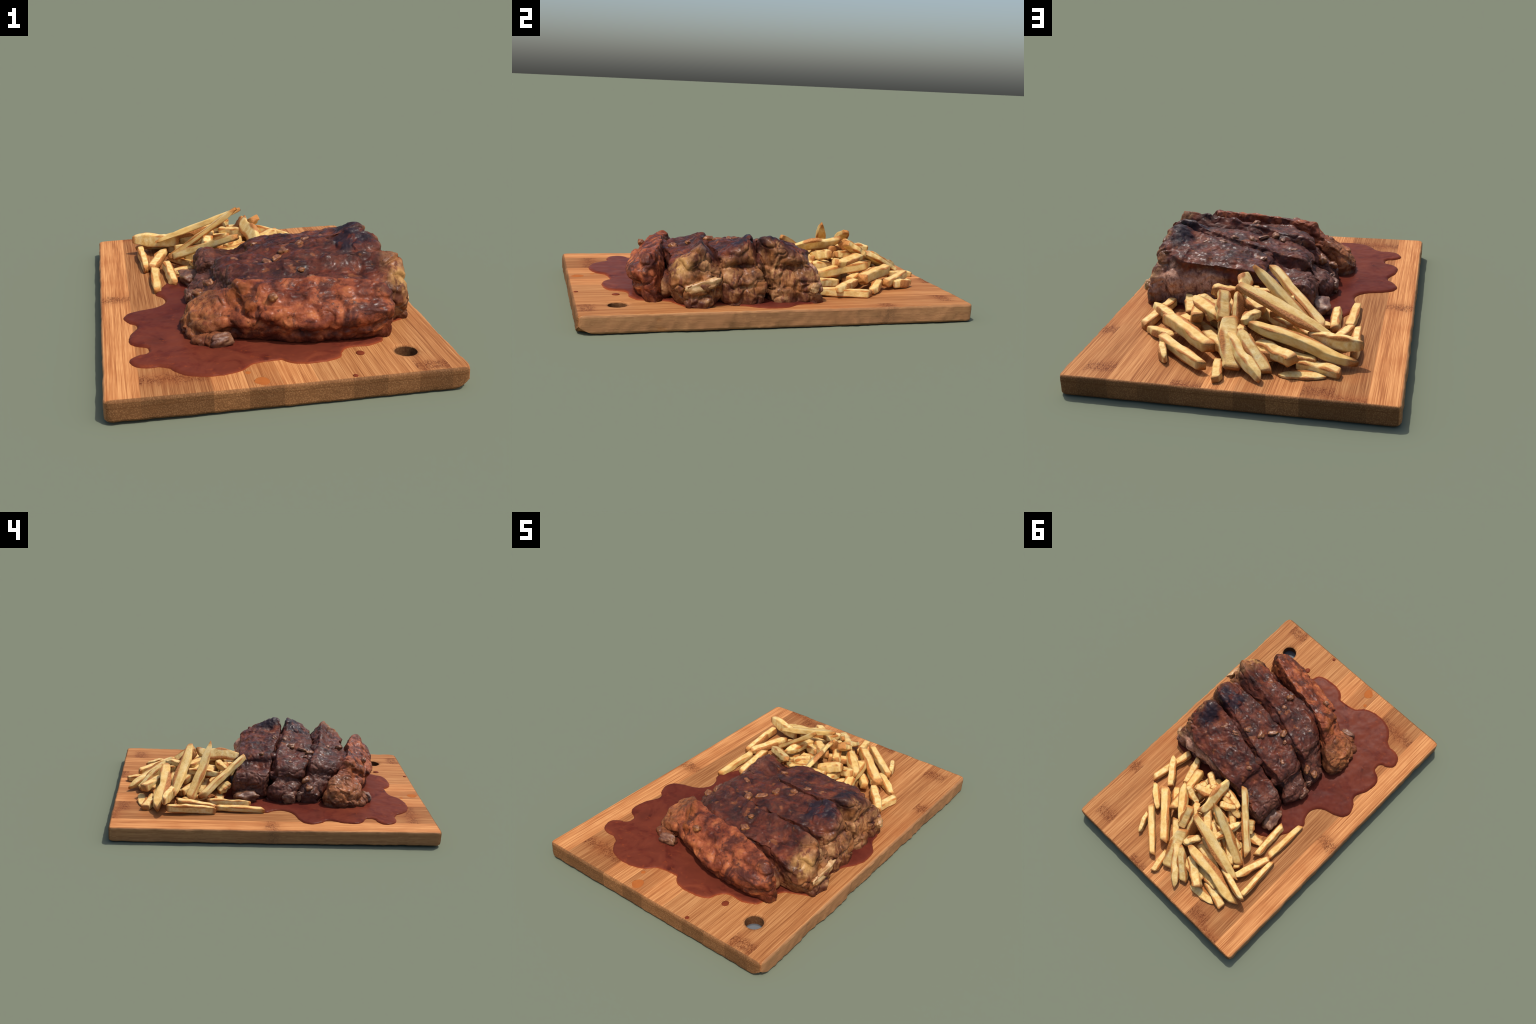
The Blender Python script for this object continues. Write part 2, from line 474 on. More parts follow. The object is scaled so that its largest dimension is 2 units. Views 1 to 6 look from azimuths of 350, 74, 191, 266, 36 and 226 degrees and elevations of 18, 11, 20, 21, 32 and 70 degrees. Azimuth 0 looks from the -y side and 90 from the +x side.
        dents=[((0.585, -0.20, 0.275), 0.035, 0.020), ((0.575, -0.29, 0.26), 0.03, 0.016), ((-0.21, -0.09, 0.215), 0.04, 0.012),
               ((0.10, -0.15, 0.33), 0.06, 0.008), ((-0.11, -0.02, 0.28), 0.03, 0.014), ((0.60, -0.20, 0.11), 0.04, 0.015)],
        blobs=[((-0.25, -0.07, 0.15), (0.05, 0.07, 0.04)), ((0.46, -0.112, 0.275), (0.10, 0.036, 0.050)), ((0.31, -0.092, 0.325), (0.05, 0.03, 0.025)), ((0.04, -0.018, 0.292), (0.035, 0.03, 0.022)), ((-0.12, -0.01, 0.22), (0.03, 0.03, 0.03))],
        grooves=[((0.585, -0.31, 0.285), (0.590, -0.12, 0.280), 0.017, 0.024), ((0.605, -0.27, 0.175), (0.61, -0.10, 0.19), 0.014, 0.010),
                 ((0.60, -0.20, 0.09), (0.60, -0.19, 0.25), 0.014, 0.010), ((-0.19, -0.20, 0.215), (-0.17, -0.01, 0.235), 0.020, 0.018),
                 ((-0.10, -0.13, 0.31), (0.36, -0.21, 0.36), 0.050, 0.012)],
    ),
    dict(
        crown=0.006, seed=4.0,
        rows=[
            (-0.238, 0.085, 0.085, 0.070, 0.165, 0.080, 0.200, 0.220, 0.205, 0.235, 0.160, 0.225),
            (-0.224, 0.060, 0.085, 0.045, 0.180, 0.050, 0.230, 0.235, 0.235, 0.252, 0.180, 0.235),
            (-0.190, 0.045, 0.085, 0.030, 0.190, 0.030, 0.250, 0.240, 0.262, 0.250, 0.190, 0.240),
            (-0.140, 0.030, 0.085, 0.015, 0.200, 0.015, 0.252, 0.230, 0.258, 0.240, 0.200, 0.235),
            (-0.080, 0.015, 0.085, 0.000, 0.200, 0.003, 0.258, 0.212, 0.250, 0.228, 0.200, 0.225),
            (-0.030, 0.005, 0.085, -0.008, 0.200, -0.005, 0.272, 0.205, 0.256, 0.220, 0.200, 0.218),
            (0.010, 0.000, 0.085, -0.012, 0.200, -0.012, 0.302, 0.200, 0.284, 0.212, 0.200, 0.212),
            (0.100, -0.010, 0.085, -0.030, 0.200, -0.032, 0.328, 0.207, 0.302, 0.203, 0.200, 0.196),
            (0.200, -0.020, 0.085, -0.050, 0.200, -0.055, 0.344, 0.199, 0.310, 0.193, 0.200, 0.201),
            (0.300, -0.040, 0.085, -0.075, 0.220, -0.080, 0.358, 0.193, 0.314, 0.189, 0.200, 0.186),
            (0.400, -0.050, 0.085, -0.090, 0.240, -0.095, 0.378, 0.187, 0.318, 0.191, 0.200, 0.201),
            (0.480, -0.060, 0.085, -0.105, 0.270, -0.092, 0.404, 0.150, 0.335, 0.185, 0.200, 0.195),
            (0.530, -0.030, 0.085, -0.060, 0.280, -0.065, 0.397, 0.120, 0.335, 0.190, 0.200, 0.200),
            (0.568, -0.020, 0.085, -0.045, 0.220, -0.030, 0.354, 0.120, 0.305, 0.195, 0.200, 0.200),
            (0.574, -0.025, 0.085, -0.035, 0.160, -0.005, 0.220, 0.165, 0.230, 0.210, 0.175, 0.195),
            (0.594, 0.010, 0.095, 0.005, 0.140, 0.030, 0.175, 0.165, 0.190, 0.185, 0.150, 0.170),
        ],
        bumps=[((0.50, -0.02, 0.40), 0.06, 0.020), ((0.46, 0.205, 0.22), 0.035, 0.014),
               ((0.38, 0.20, 0.20), 0.03, 0.014), ((0.30, 0.195, 0.20), 0.03, 0.012), ((0.22, 0.20, 0.21), 0.03, 0.010),
               ((0.56, 0.20, 0.17), 0.04, 0.014)],
        dents=[((0.575, 0.06, 0.26), 0.045, 0.022), ((0.50, 0.21, 0.15), 0.03, 0.016), ((0.40, -0.02, 0.37), 0.05, 0.016),
               ((0.58, 0.09, 0.12), 0.04, 0.018), ((-0.06, 0.10, 0.27), 0.09, 0.028), ((0.30, 0.22, 0.28), 0.06, 0.010)],
        blobs=[((0.548, 0.02, 0.145), (0.045, 0.05, 0.06)), ((0.560, 0.165, 0.155), (0.040, 0.042, 0.05)), ((0.54, 0.09, 0.20), (0.05, 0.09, 0.04)),
               ((0.46, 0.180, 0.19), (0.05, 0.028, 0.08)), ((0.36, 0.175, 0.18), (0.05, 0.026, 0.08)), ((0.26, 0.180, 0.18), (0.05, 0.020, 0.07))],
        grooves=[((0.58, -0.08, 0.265), (0.585, 0.17, 0.275), 0.018, 0.026), ((0.60, 0.09, 0.09), (0.60, 0.07, 0.22), 0.018, 0.018),
                 ((0.50, 0.20, 0.285), (0.15, 0.20, 0.275), 0.020, 0.012), ((0.41, 0.205, 0.11), (0.41, 0.205, 0.26), 0.012, 0.012),
                 ((0.31, 0.205, 0.11), (0.31, 0.205, 0.25), 0.012, 0.012), ((-0.02, 0.00, 0.29), (-0.02, 0.20, 0.29), 0.014, 0.010),
                 ((0.10, 0.05, 0.33), (0.36, 0.06, 0.36), 0.05, 0.008)],
    ),
]


def rib_mesh(rib):
    rows = np.array(rib["rows"])
    xs = catmull(rows, 70)
    ring_n, rings = 44, []
    for r in xs:
        x, yff, zff, yfb, zfb, yft, zft, ybt, zbt, ybb, zbb, ybf = r
        crown = rib["crown"]
        pts = [(yff, zff), (yfb, zfb - 0.03), (yfb, zfb + 0.02), (yft, zft - 0.012), (yft + 0.012, zft),
               (yft * 0.66 + ybt * 0.34, zft * 0.66 + zbt * 0.34 + crown), (yft * 0.34 + ybt * 0.66, zft * 0.34 + zbt * 0.66 + crown),
               (ybt - 0.010, zbt), (ybt, zbt - 0.012), (ybb, zbb + 0.02), (ybb, zbb - 0.03), (ybf, 0.085)]
        rings.append([(x, y, z) for y, z in catmull(pts, ring_n, True)])
    verts = [v for ring in rings for v in ring]
    faces = []
    for i in range(len(rings) - 1):
        for j in range(ring_n):
            k = (j + 1) % ring_n
            faces.append((i * ring_n + j, i * ring_n + k, (i + 1) * ring_n + k, (i + 1) * ring_n + j))
    faces.append(tuple(range(ring_n))[::-1])
    faces.append(tuple((len(rings) - 1) * ring_n + j for j in range(ring_n)))
    me = mesh_from("meat", verts, faces)
    bm = bmesh.new()
    bm.from_mesh(me)
    bmesh.ops.recalc_face_normals(bm, faces=bm.faces)
    for c, r in rib["blobs"]:
        bmesh.ops.create_icosphere(bm, subdivisions=3, radius=1.0, matrix=Matrix.Translation(c) @ Matrix.Diagonal((*r, 1)))
    bm.to_mesh(me)
    bm.free()
    return me


def sculpt(me, rib):
    """Lumps, cuts and wrinkles of roasted meat, moved along the normals."""
    n = len(me.vertices)
    co = np.empty(n * 3)
    me.vertices.foreach_get("co", co)
    co = co.reshape(-1, 3)
    no = np.empty(n * 3)
    me.vertices.foreach_get("normal", no)
    no = no.reshape(-1, 3)
    s = rib["seed"] * 7.3
    amp = rib.get("rough", 1.0)
    d = np.zeros(n)
    for i in range(n):
        p = co[i]
        warp = 0.020 * fbm(p, 18, 2, s + 21)
        q = (p[0] * 0.8 + warp, p[1] - warp, p[2] + warp)
        rag = noise.noise(Vector(p * 7 + s))
        crack = max(0.0, 1 - abs(noise.noise(Vector(np.array(q) * 17 + s))) * 5.0)
        knob = max(0.0, noise.noise(Vector(np.array(q) * 27 - s)) - 0.12)
        fold = ridged((q[0] * 0.9, q[1] * 0.5, q[2] * 1.6), 14, s + 31)
        d[i] = amp * (0.0085 * fbm(q, 10, 3, s) - 0.0070 * crack * max(0.0, 0.35 + rag) + 0.011 * knob * max(0.0, 0.45 - rag)
                      + 0.0075 * (fold - 0.3) * (0.6 + noise.noise(Vector(p * 11 - s))) + 0.0030 * fbm(q, 42, 3, s + 3) - 0.001)
    for i in range(n):
        p = co[i]
        w = min(1.0, max(0.0, (p[0] - 0.46) / 0.06)) + 0.7 * min(1.0, max(0.0, (-0.10 - p[0]) / 0.06))
        if w > 0:
            q = Vector((p[0] * 6, p[1] * 8.5 + 0.5 * noise.noise(Vector(p * 20)), p[2] * 12.5 + 0.6 * noise.noise(Vector(p * 16 + 4)))) + Vector((s, s, s))
            dist, pts = noise.voronoi(q)
            cell = noise.noise(pts[0] * 3.7)
            d[i] = d[i] * (1 - 0.45 * w) + w * (0.004 + 0.009 * cell - 0.012 * max(0.0, 1 - (dist[1] - dist[0]) * 3.4) ** 1.5)
    for c, r, h in rib["bumps"]:
        q = np.sum((co - np.array(c)) ** 2, axis=1) / r ** 2
        d += h * np.exp(-q * 1.6)
    for a, b, r, h in rib.get("grooves", ()):
        a, b = np.array(a), np.array(b)
        t = np.clip((co - a) @ (b - a) / np.sum((b - a) ** 2), 0, 1)
        w = np.array([fbm(p, 30, 2, s + 11) for p in co]) * 0.010
        q = (np.linalg.norm(co - a - t[:, None] * (b - a), axis=1) + w) / r
        d -= h * np.exp(-q * q * 1.4)
    for c, r, h in rib["dents"]:
        q = np.sum((co - np.array(c)) ** 2, axis=1) / r ** 2
        d -= h * np.exp(-q * 1.6)
    co += no * d[:, None]
    co[:, 2] = np.maximum(co[:, 2], BOARD_TOP - 0.002)
    me.vertices.foreach_set("co", co.ravel())
    me.update()


def meat_material(kind):
    n = Nodes("roast_meat_%s" % "abcd"[kind])
    x, y, z = n.xyz()
    lump = n.noise(14, 5, 0.6)
    grain = n.noise(60, 5, 0.65, dist=0.6)
    big = n.noise(5.5, 3, 0.55, n.mapping((kind * 2.1, 1, 3)))
    streak = n.noise(1.0, 4, 0.6, n.mapping((kind, 0, 0), (9, 30, 30)))
    if kind == 0:
        body = n.ramp(lump, [(0.30, srgb(66, 31, 21)), (0.44, srgb(108, 52, 32)), (0.57, srgb(142, 74, 45)), (0.72, srgb(172, 102, 60))])
        body = n.mix(n.smooth(streak, 0.52, 0.68, 0, 0.6), body, srgb(92, 36, 24))
        body = n.mix(n.math("MULTIPLY", n.smooth(big, 0.56, 0.68), 0.30), body, srgb(164, 94, 40))
        body = n.mix(n.math("MULTIPLY", n.smooth(n.noise(9, 5, 0.7, n.mapping((4, 9, 1)), dist=0.8), 0.47, 0.60), 0.78), body, srgb(58, 30, 26))
    else:
        body = n.ramp(lump, [(0.28, srgb(34, 19, 17)), (0.44, srgb(64, 33, 26)), (0.58, srgb(92, 47, 33)), (0.74, srgb(128, 68, 42))])
        body = n.mix(n.smooth(streak, 0.56, 0.72, 0, 0.5), body, srgb(106, 42, 26))
        body = n.mix(n.math("MULTIPLY", n.smooth(big, 0.52, 0.62), 0.55), body, srgb(56, 38, 34))
        body = n.mix(n.math("MULTIPLY", n.smooth(n.noise(18, 3, 0.6, n.mapping((5, kind, 2))), 0.6, 0.68), 0.5), body, srgb(140, 82, 46))
    edge = n.math("MULTIPLY_ADD", n.math("SUBTRACT", big, 0.5), 0.34, x)
    if kind:
        # the fatty, golden end with bare bone tips
        gold = n.ramp(n.math("MULTIPLY_ADD", grain, 0.25, n.math("MULTIPLY", lump, 0.75)), [(0.36, srgb(66, 38, 25)), (0.44, srgb(112, 71, 44)), (0.54, srgb(152, 106, 68)), (0.66, srgb(186, 142, 96))])
        gold = n.mix(n.smooth(n.noise(9, 3, 0.6, n.mapping((2, kind, 8))), 0.5, 0.62, 0, 0.5), gold, srgb(150, 90, 44))
        low = n.math("MULTIPLY_ADD", n.math("SUBTRACT", 0.33, z), 0.55, edge)
        body = n.mix(n.smooth(low, 0.50, 0.60, 0, 0.92), body, gold)
    else:
        body = n.mix(n.smooth(n.math("MULTIPLY", x, -1.0), 0.12, 0.34, 0, 0.5), body, n.ramp(grain, [(0.35, srgb(120, 66, 40)), (0.6, srgb(188, 124, 72))]))
    if kind == 3:
        # pale cut side towards the fries, with the rounded muscle ends
        pale = n.ramp(grain, [(0.3, srgb(136, 88, 68)), (0.52, srgb(186, 138, 112)), (0.72, srgb(206, 168, 144))])
        for c in ((0.48, 0.235, 0.21), (0.38, 0.235, 0.19), (0.28, 0.24, 0.18)):
            body = n.mix(n.math("MULTIPLY", n.ball(c, 0.115, lump), 0.95), body, pale)
        body = n.mix(n.math("MULTIPLY", n.ball((0.45, -0.0, 0.42), 0.09, lump), 0.9), body, srgb(34, 28, 36))
    if kind == 2:
        body = n.mix(n.math("MULTIPLY", n.ball((0.44, -0.19, 0.39), 0.10, lump), 0.85), body, srgb(34, 28, 36))
    if kind == 1:
        body = n.mix(n.math("MULTIPLY", n.ball((0.575, -0.51, 0.29), 0.065, lump), 0.7), body, n.ramp(lump, [(0.34, srgb(124, 80, 40)), (0.62, srgb(184, 142, 80))]))
    if kind:
        body = n.mix(n.smooth(n.math("MULTIPLY", edge, -1.0), 0.10, 0.20, 0, 0.7), body, n.ramp(grain, [(0.35, srgb(58, 34, 30)), (0.62, srgb(112, 72, 56))]))
    if kind:
        run = n.noise(1.0, 4, 0.6, n.mapping((kind, 3, 0), (26, 26, 6)))
        body = n.mix(n.smooth(run, 0.52, 0.62, 0, 0.75), body, n.ramp(lump, [(0.35, srgb(56, 25, 19)), (0.6, srgb(98, 44, 30))]))
    # dark char flecks and pale fat flecks
    body = n.mix(n.smooth(n.noise(42, 3, 0.6, n.mapping((3, 3, kind))), 0.62, 0.70, 0, 0.6), body, srgb(40, 20, 18))
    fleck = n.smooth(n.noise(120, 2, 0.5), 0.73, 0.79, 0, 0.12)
    body = n.mix(fleck, body, srgb(184, 128, 96))
    # sauce clinging to the foot of the meat
    foot = n.math("MULTIPLY_ADD", n.math("SUBTRACT", lump, 0.5), 0.14, z)
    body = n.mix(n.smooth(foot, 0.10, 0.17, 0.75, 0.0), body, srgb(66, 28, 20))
    wetness = n.noise(38, 4, 0.65, n.mapping((7, 1, 1)))
    wet = n.smooth(wetness, 0.44, 0.60, 0.62, 0.30)
    n.bump(n.math("ADD", n.math("MULTIPLY", grain, 0.7), n.math("MULTIPLY", n.noise(170, 3, 0.6), 0.3)), 0.42, 0.008)
    return n.finish(body, wet, 0.16, n.smooth(wetness, 0.48, 0.64, 0.0, 0.20), 0.28)


def lump_mesh(name, radii, seed, rough=0.25, sub=3, square=1.0):
    bm = bmesh.new()
    bmesh.ops.create_icosphere(bm, subdivisions=sub, radius=1.0)
    for v in bm.verts:
        p = v.co.copy()
        if square != 1.0:
            p = Vector([math.copysign(abs(c) ** square, c) for c in p])
        k = 1 + rough * fbm(p, 1.3, 3, seed)
        v.co = Vector((p.x * radii[0], p.y * radii[1], p.z * radii[2])) * k
    me = bpy.data.meshes.new(name)
    bm.to_mesh(me)
    bm.free()
    return me


def simple_material(name, stops, scale, rough, bump=0.4, coat=0.2, second=None):
    n = Nodes(name)
    f = n.noise(scale, 5, 0.62, dist=0.4)
    c = n.ramp(f, stops)
    if second:
        c = n.mix(n.smooth(n.noise(scale * 0.4, 3), 0.48, 0.62, 0, 0.8), c, second)
    n.bump(f, bump, 0.006)
    return n.finish(c, rough, 0.5, coat, 0.15)


# garlic and onion bits lying in the glaze: rib index, place, radii, turn
GARLIC = [
    (3, (0.270, -0.039, 0.352), (0.024, 0.015, 0.016), 0.3),
    (3, (0.345, -0.030, 0.355), (0.028, 0.019, 0.014), 1.2),
    (2, (0.223, -0.107, 0.360), (0.021, 0.013, 0.012), 0.4),
    (2, (0.140, -0.150, 0.340), (0.028, 0.020, 0.018), 2.2),
    (2, (0.095, -0.215, 0.335), (0.034, 0.014, 0.010), 0.9),
    (1, (0.040, -0.262, 0.330), (0.018, 0.028, 0.018), 0.4),
    (1, (0.191, -0.478, 0.322), (0.022, 0.018, 0.016), 0.9),
    (3, (0.040, 0.061, 0.318), (0.020, 0.013, 0.010), 0.7),
    (0, (-0.004, -0.618, 0.305), (0.020, 0.016, 0.018), 0.2),
    (2, (-0.085, -0.120, 0.305), (0.020, 0.014, 0.014), 2.5),
    (1, (-0.215, -0.215, 0.235), (0.018, 0.030, 0.022), 0.5),
    (1, (-0.262, -0.230, 0.200), (0.022, 0.026, 0.020), 1.6),
    (2, (0.000, -0.235, 0.318), (0.024, 0.012, 0.010), 1.9),
    (1, (0.165, -0.395, 0.335), (0.016, 0.014, 0.010), 0.1),
]
# bare bone ends: rib index, centre, half sizes, turn about z, tilt
BONES = [
    (3, (-0.258, 0.165, 0.125), (0.045, 0.070, 0.034), 0.25, 0.0),
    (3, (0.598, 0.165, 0.172), (0.018, 0.028, 0.022), 0.5, 0.3),
    (1, (0.618, -0.405, 0.200), (0.018, 0.080, 0.024), -0.12, 0.28),
    (2, (-0.290, -0.100, 0.130), (0.024, 0.040, 0.034), 0.1, 0.0),
    (0, (-0.215, -0.610, 0.122), (0.044, 0.026, 0.030), 0.15, 0.35),
    (1, (-0.262, -0.180, 0.135), (0.022, 0.030, 0.032), 0.1, 0.0),
]


def build_ribs():
    labels = ["thick browned end rib with crusty orange glaze", "saucy roasted rib with yellow fatty end",
              "dark glazed rib strewn with garlic bits", "wide dark glazed rib beside the fries"]
    bone_light = simple_material("bone_pale", [(0.3, srgb(120, 78, 44)), (0.50, srgb(166, 122, 76)), (0.68, srgb(206, 174, 128))], 16, 0.45, 0.3, 0.1)
    bone_dark = simple_material("bone_sauced", [(0.3, srgb(74, 42, 32)), (0.5, srgb(112, 72, 50)), (0.72, srgb(150, 110, 78))], 30, 0.5, 0.4, 0.05)
    garlic = simple_material("fried_garlic", [(0.3, srgb(80, 42, 26)), (0.5, srgb(124, 74, 40)), (0.7, srgb(172, 116, 62))], 34, 0.5, 0.4, 0.1)
    for k, rib in enumerate(RIBS):
        rows = np.array(rib["rows"])
        base = Vector((float(rows[:, 0].mean()), float(rows[:, 1:2].mean()), BOARD_TOP))
        root = bpy.data.objects.new("pork_rib", None)
        COL.objects.link(root)
        root["label"], root["category"] = labels[k], "pork rib"
        ob = new_object("meat", rib_mesh(rib))
        md = ob.modifiers.new("fuse", "REMESH")
        md.mode, md.voxel_size = "VOXEL", 0.0045
        md = ob.modifiers.new("soften", "SMOOTH")
        md.iterations, md.factor = 3, 0.5
        me = apply_modifiers(ob)
        sculpt(me, rib)
        me.materials.clear()
        me.materials.append(meat_material(k))
        me.polygons.foreach_set("use_smooth", [True] * len(me.polygons))
        root.location = base
        ob.parent = root
        ob.matrix_parent_inverse = Matrix.Translation(-base)
        for i, (r, c, size, turn, tilt) in enumerate(BONES):
            if r == k:
                b = new_object("bone", lump_mesh("bone", size, 3.3 * i, 0.30, 4, 0.62), root, bone_dark if c[0] < 0 else bone_light)
                b.location = Vector(c) - base
                b.rotation_euler = (tilt, 0, turn)
        for i, (r, c, size, turn) in enumerate(GARLIC):
            if r == k:
                b = new_object("garlic_piece", lump_mesh("garlic_piece", size, 5.1 * i, 0.4, 3, 0.8), root, garlic)
                b.location = Vector(c) - base - Vector((0, 0, 0.011))
                b.rotation_euler = (RNG.uniform(-.3, .3), RNG.uniform(-.3, .3), turn)


# ------------------------------------------------------------------ sauce
PUDDLE = [
    (0.249, -0.760), (0.223, -0.812), (0.149, -0.830), (0.072, -0.829), (0.022, -0.806), (-0.002, -0.778), (-0.052, -0.780), (-0.113, -0.790),
    (-0.172, -0.843), (-0.245, -0.868), (-0.320, -0.866), (-0.390, -0.840), (-0.430, -0.795), (-0.440, -0.772), (-0.480, -0.752), (-0.535, -0.750),
    (-0.584, -0.715), (-0.592, -0.660), (-0.560, -0.632), (-0.522, -0.616), (-0.510, -0.585), (-0.520, -0.558), (-0.568, -0.530), (-0.588, -0.481),
    (-0.578, -0.410), (-0.552, -0.356), (-0.548, -0.310), (-0.582, -0.275), (-0.602, -0.215), (-0.580, -0.168), (-0.520, -0.140), (-0.460, -0.122),
    (-0.424, -0.095), (-0.400, -0.050), (-0.412, 0.000), (-0.440, 0.060), (-0.400, 0.150), (-0.345, 0.250), (-0.250, 0.300), (-0.100, 0.310),
    (0.050, 0.290), (0.200, 0.270), (0.350, 0.250), (0.480, 0.240), (0.570, 0.225), (0.597, 0.165), (0.615, 0.080), (0.655, 0.020),
    (0.668, -0.050), (0.655, -0.119), (0.606, -0.200), (0.585, -0.280), (0.596, -0.380), (0.612, -0.440), (0.600, -0.480), (0.535, -0.515),
    (0.482, -0.545), (0.462, -0.617), (0.450, -0.668), (0.428, -0.698), (0.367, -0.722), (0.300, -0.720), (0.268, -0.735),
]
DROPS = [((-0.111, -0.945), 0.030, 0.0008), ((-0.152, -0.862), 0.011, 0.001), ((0.317, -0.782), 0.017, 0.005), ((0.242, -0.972), 0.010, 0.003)]


def sauce_material(thin=False):
    n = Nodes("thin_sauce" if thin else "barbecue_sauce")
    f = n.noise(7, 5, 0.6, dist=0.8)
    g = n.noise(30, 4, 0.6)
    if thin:
        c = n.ramp(f, [(0.35, srgb(170, 98, 48)), (0.65, srgb(150, 80, 38))])
    else:
        c = n.ramp(f, [(0.28, srgb(64, 27, 22)), (0.46, srgb(90, 38, 28)), (0.60, srgb(106, 49, 34)), (0.8, srgb(124, 62, 40))])
        c = n.mix(n.smooth(g, 0.58, 0.70, 0, 0.45), c, srgb(138, 64, 32))
        c = n.mix(n.smooth(n.noise(4.5, 4, 0.65, n.mapping((3, 7, 1)), dist=1.2), 0.46, 0.56, 0, 0.55), c, srgb(104, 50, 35))
        x, y, z = n.xyz()
        c = n.mix(n.smooth(n.noise(150, 2, 0.5), 0.72, 0.78, 0, 0.5), c, srgb(60, 30, 26))
        c = n.mix(n.smooth(z, 0.0925, 0.0985, 0.55, 0.0), c, srgb(150, 72, 36))
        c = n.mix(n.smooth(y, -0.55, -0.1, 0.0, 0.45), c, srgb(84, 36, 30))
    n.bump(n.math("ADD", f, n.math("MULTIPLY", g, 0.15)), 0.06, 0.01)
    return n.finish(c, 0.6 if thin else 0.30, 0.02, 0.0)


def build_sauce():
    outline = catmull(PUDDLE, 420, True)
    # small nervous wobble of the rim
    outline += np.array([[0.004 * fbm((p[0], p[1], 0), 28, 2, 1.0), 0.004 * fbm((p[0], p[1], 5), 28, 2, 2.0)] for p in outline])
    step = 0.006
    lo, hi = outline.min(0) - 2 * step, outline.max(0) + 2 * step
    nx, ny = int((hi[0] - lo[0]) / step) + 1, int((hi[1] - lo[1]) / step) + 1
    gx, gy = np.meshgrid(lo[0] + step * np.arange(nx), lo[1] + step * np.arange(ny), indexing="ij")
    P = np.stack([gx.ravel(), gy.ravel()], 1)
    A, B = outline, np.roll(outline, -1, 0)
    best = np.full(len(P), 9.0)
    near = np.zeros_like(P)
    inside = np.zeros(len(P), bool)
    for a, b in zip(A, B):
        ab = b - a
        t = np.clip(((P - a) @ ab) / max(ab @ ab, 1e-12), 0, 1)
        q = a + t[:, None] * ab
        d = np.sum((P - q) ** 2, 1)
        m = d < best
        best[m], near[m] = d[m], q[m]
        cross = (a[1] > P[:, 1]) != (b[1] > P[:, 1])
        if abs(ab[1]) > 1e-12:
            inside ^= cross & (P[:, 0] < a[0] + (P[:, 1] - a[1]) * ab[0] / ab[1])
    d = np.sqrt(best) * np.where(inside, 1, -1)
    ids, verts, faces = {}, [], []

    def height(p, dd):
        rim = 0.0085 * (1 - math.exp(-max(dd, 0) / 0.007)) + 0.0010 * math.exp(-((dd - 0.012) / 0.008) ** 2)
        tilt = 0.008 * max(0, -p[0] / 0.693) * max(0, -p[1] / 0.9965)
        return BOARD_TOP + 0.0005 + tilt + rim + 0.0016 * fbm((p[0], p[1], 0), 11, 3, 4.0) * min(1, max(dd, 0) / 0.02)

    def vid(i):
        if i not in ids:
            ids[i] = len(verts)
            p = P[i] if d[i] > 0 else near[i]
            verts.append((p[0], p[1], height(p, d[i])))
        return ids[i]
    for i in range(nx - 1):
        for j in range(ny - 1):
            c = [i * ny + j, (i + 1) * ny + j, (i + 1) * ny + j + 1, i * ny + j + 1]
            if sum(d[k] > 0 for k in c) >= 1:
                faces.append([vid(k) for k in c])
    me = mesh_from("sauce_puddle", verts, faces)
    bm = bmesh.new()
    bm.from_mesh(me)
    bmesh.ops.remove_doubles(bm, verts=bm.verts, dist=1e-5)
    rim = [e for e in bm.edges if e.is_boundary]
    ext = bmesh.ops.extrude_edge_only(bm, edges=rim)
    for v in (g for g in ext["geom"] if isinstance(g, bmesh.types.BMVert)):
        v.co.z = BOARD_TOP - 0.004
    bm.to_mesh(me)
    bm.free()
    ob = new_object("sauce_puddle", me, None, sauce_material())
    ob["label"], ob["category"] = "reddish brown barbecue sauce puddle with scalloped rim", "sauce"
    thick, thin = sauce_material(), sauce_material(True)
    for k, ((x, y), r, h) in enumerate(DROPS):
        bm = bmesh.new()
        bmesh.ops.create_uvsphere(bm, u_segments=32, v_segments=16, radius=1.0)
        for v in bm.verts:
            w = 1 + 0.10 * fbm(v.co, 1.5, 2, k * 4.0)
            v.co = Vector((v.co.x * r * w, v.co.y * r * w * 1.15, v.co.z * h))
        me = bpy.data.meshes.new("sauce_drop")
        bm.to_mesh(me)
        bm.free()
        ob = new_object("sauce_drop", me, None, thin if h < 0.002 else thick)
        ob.location = (x, y, BOARD_TOP + 0.001)
        ob["label"], ob["category"] = "small round drop of sauce on the board", "sauce"


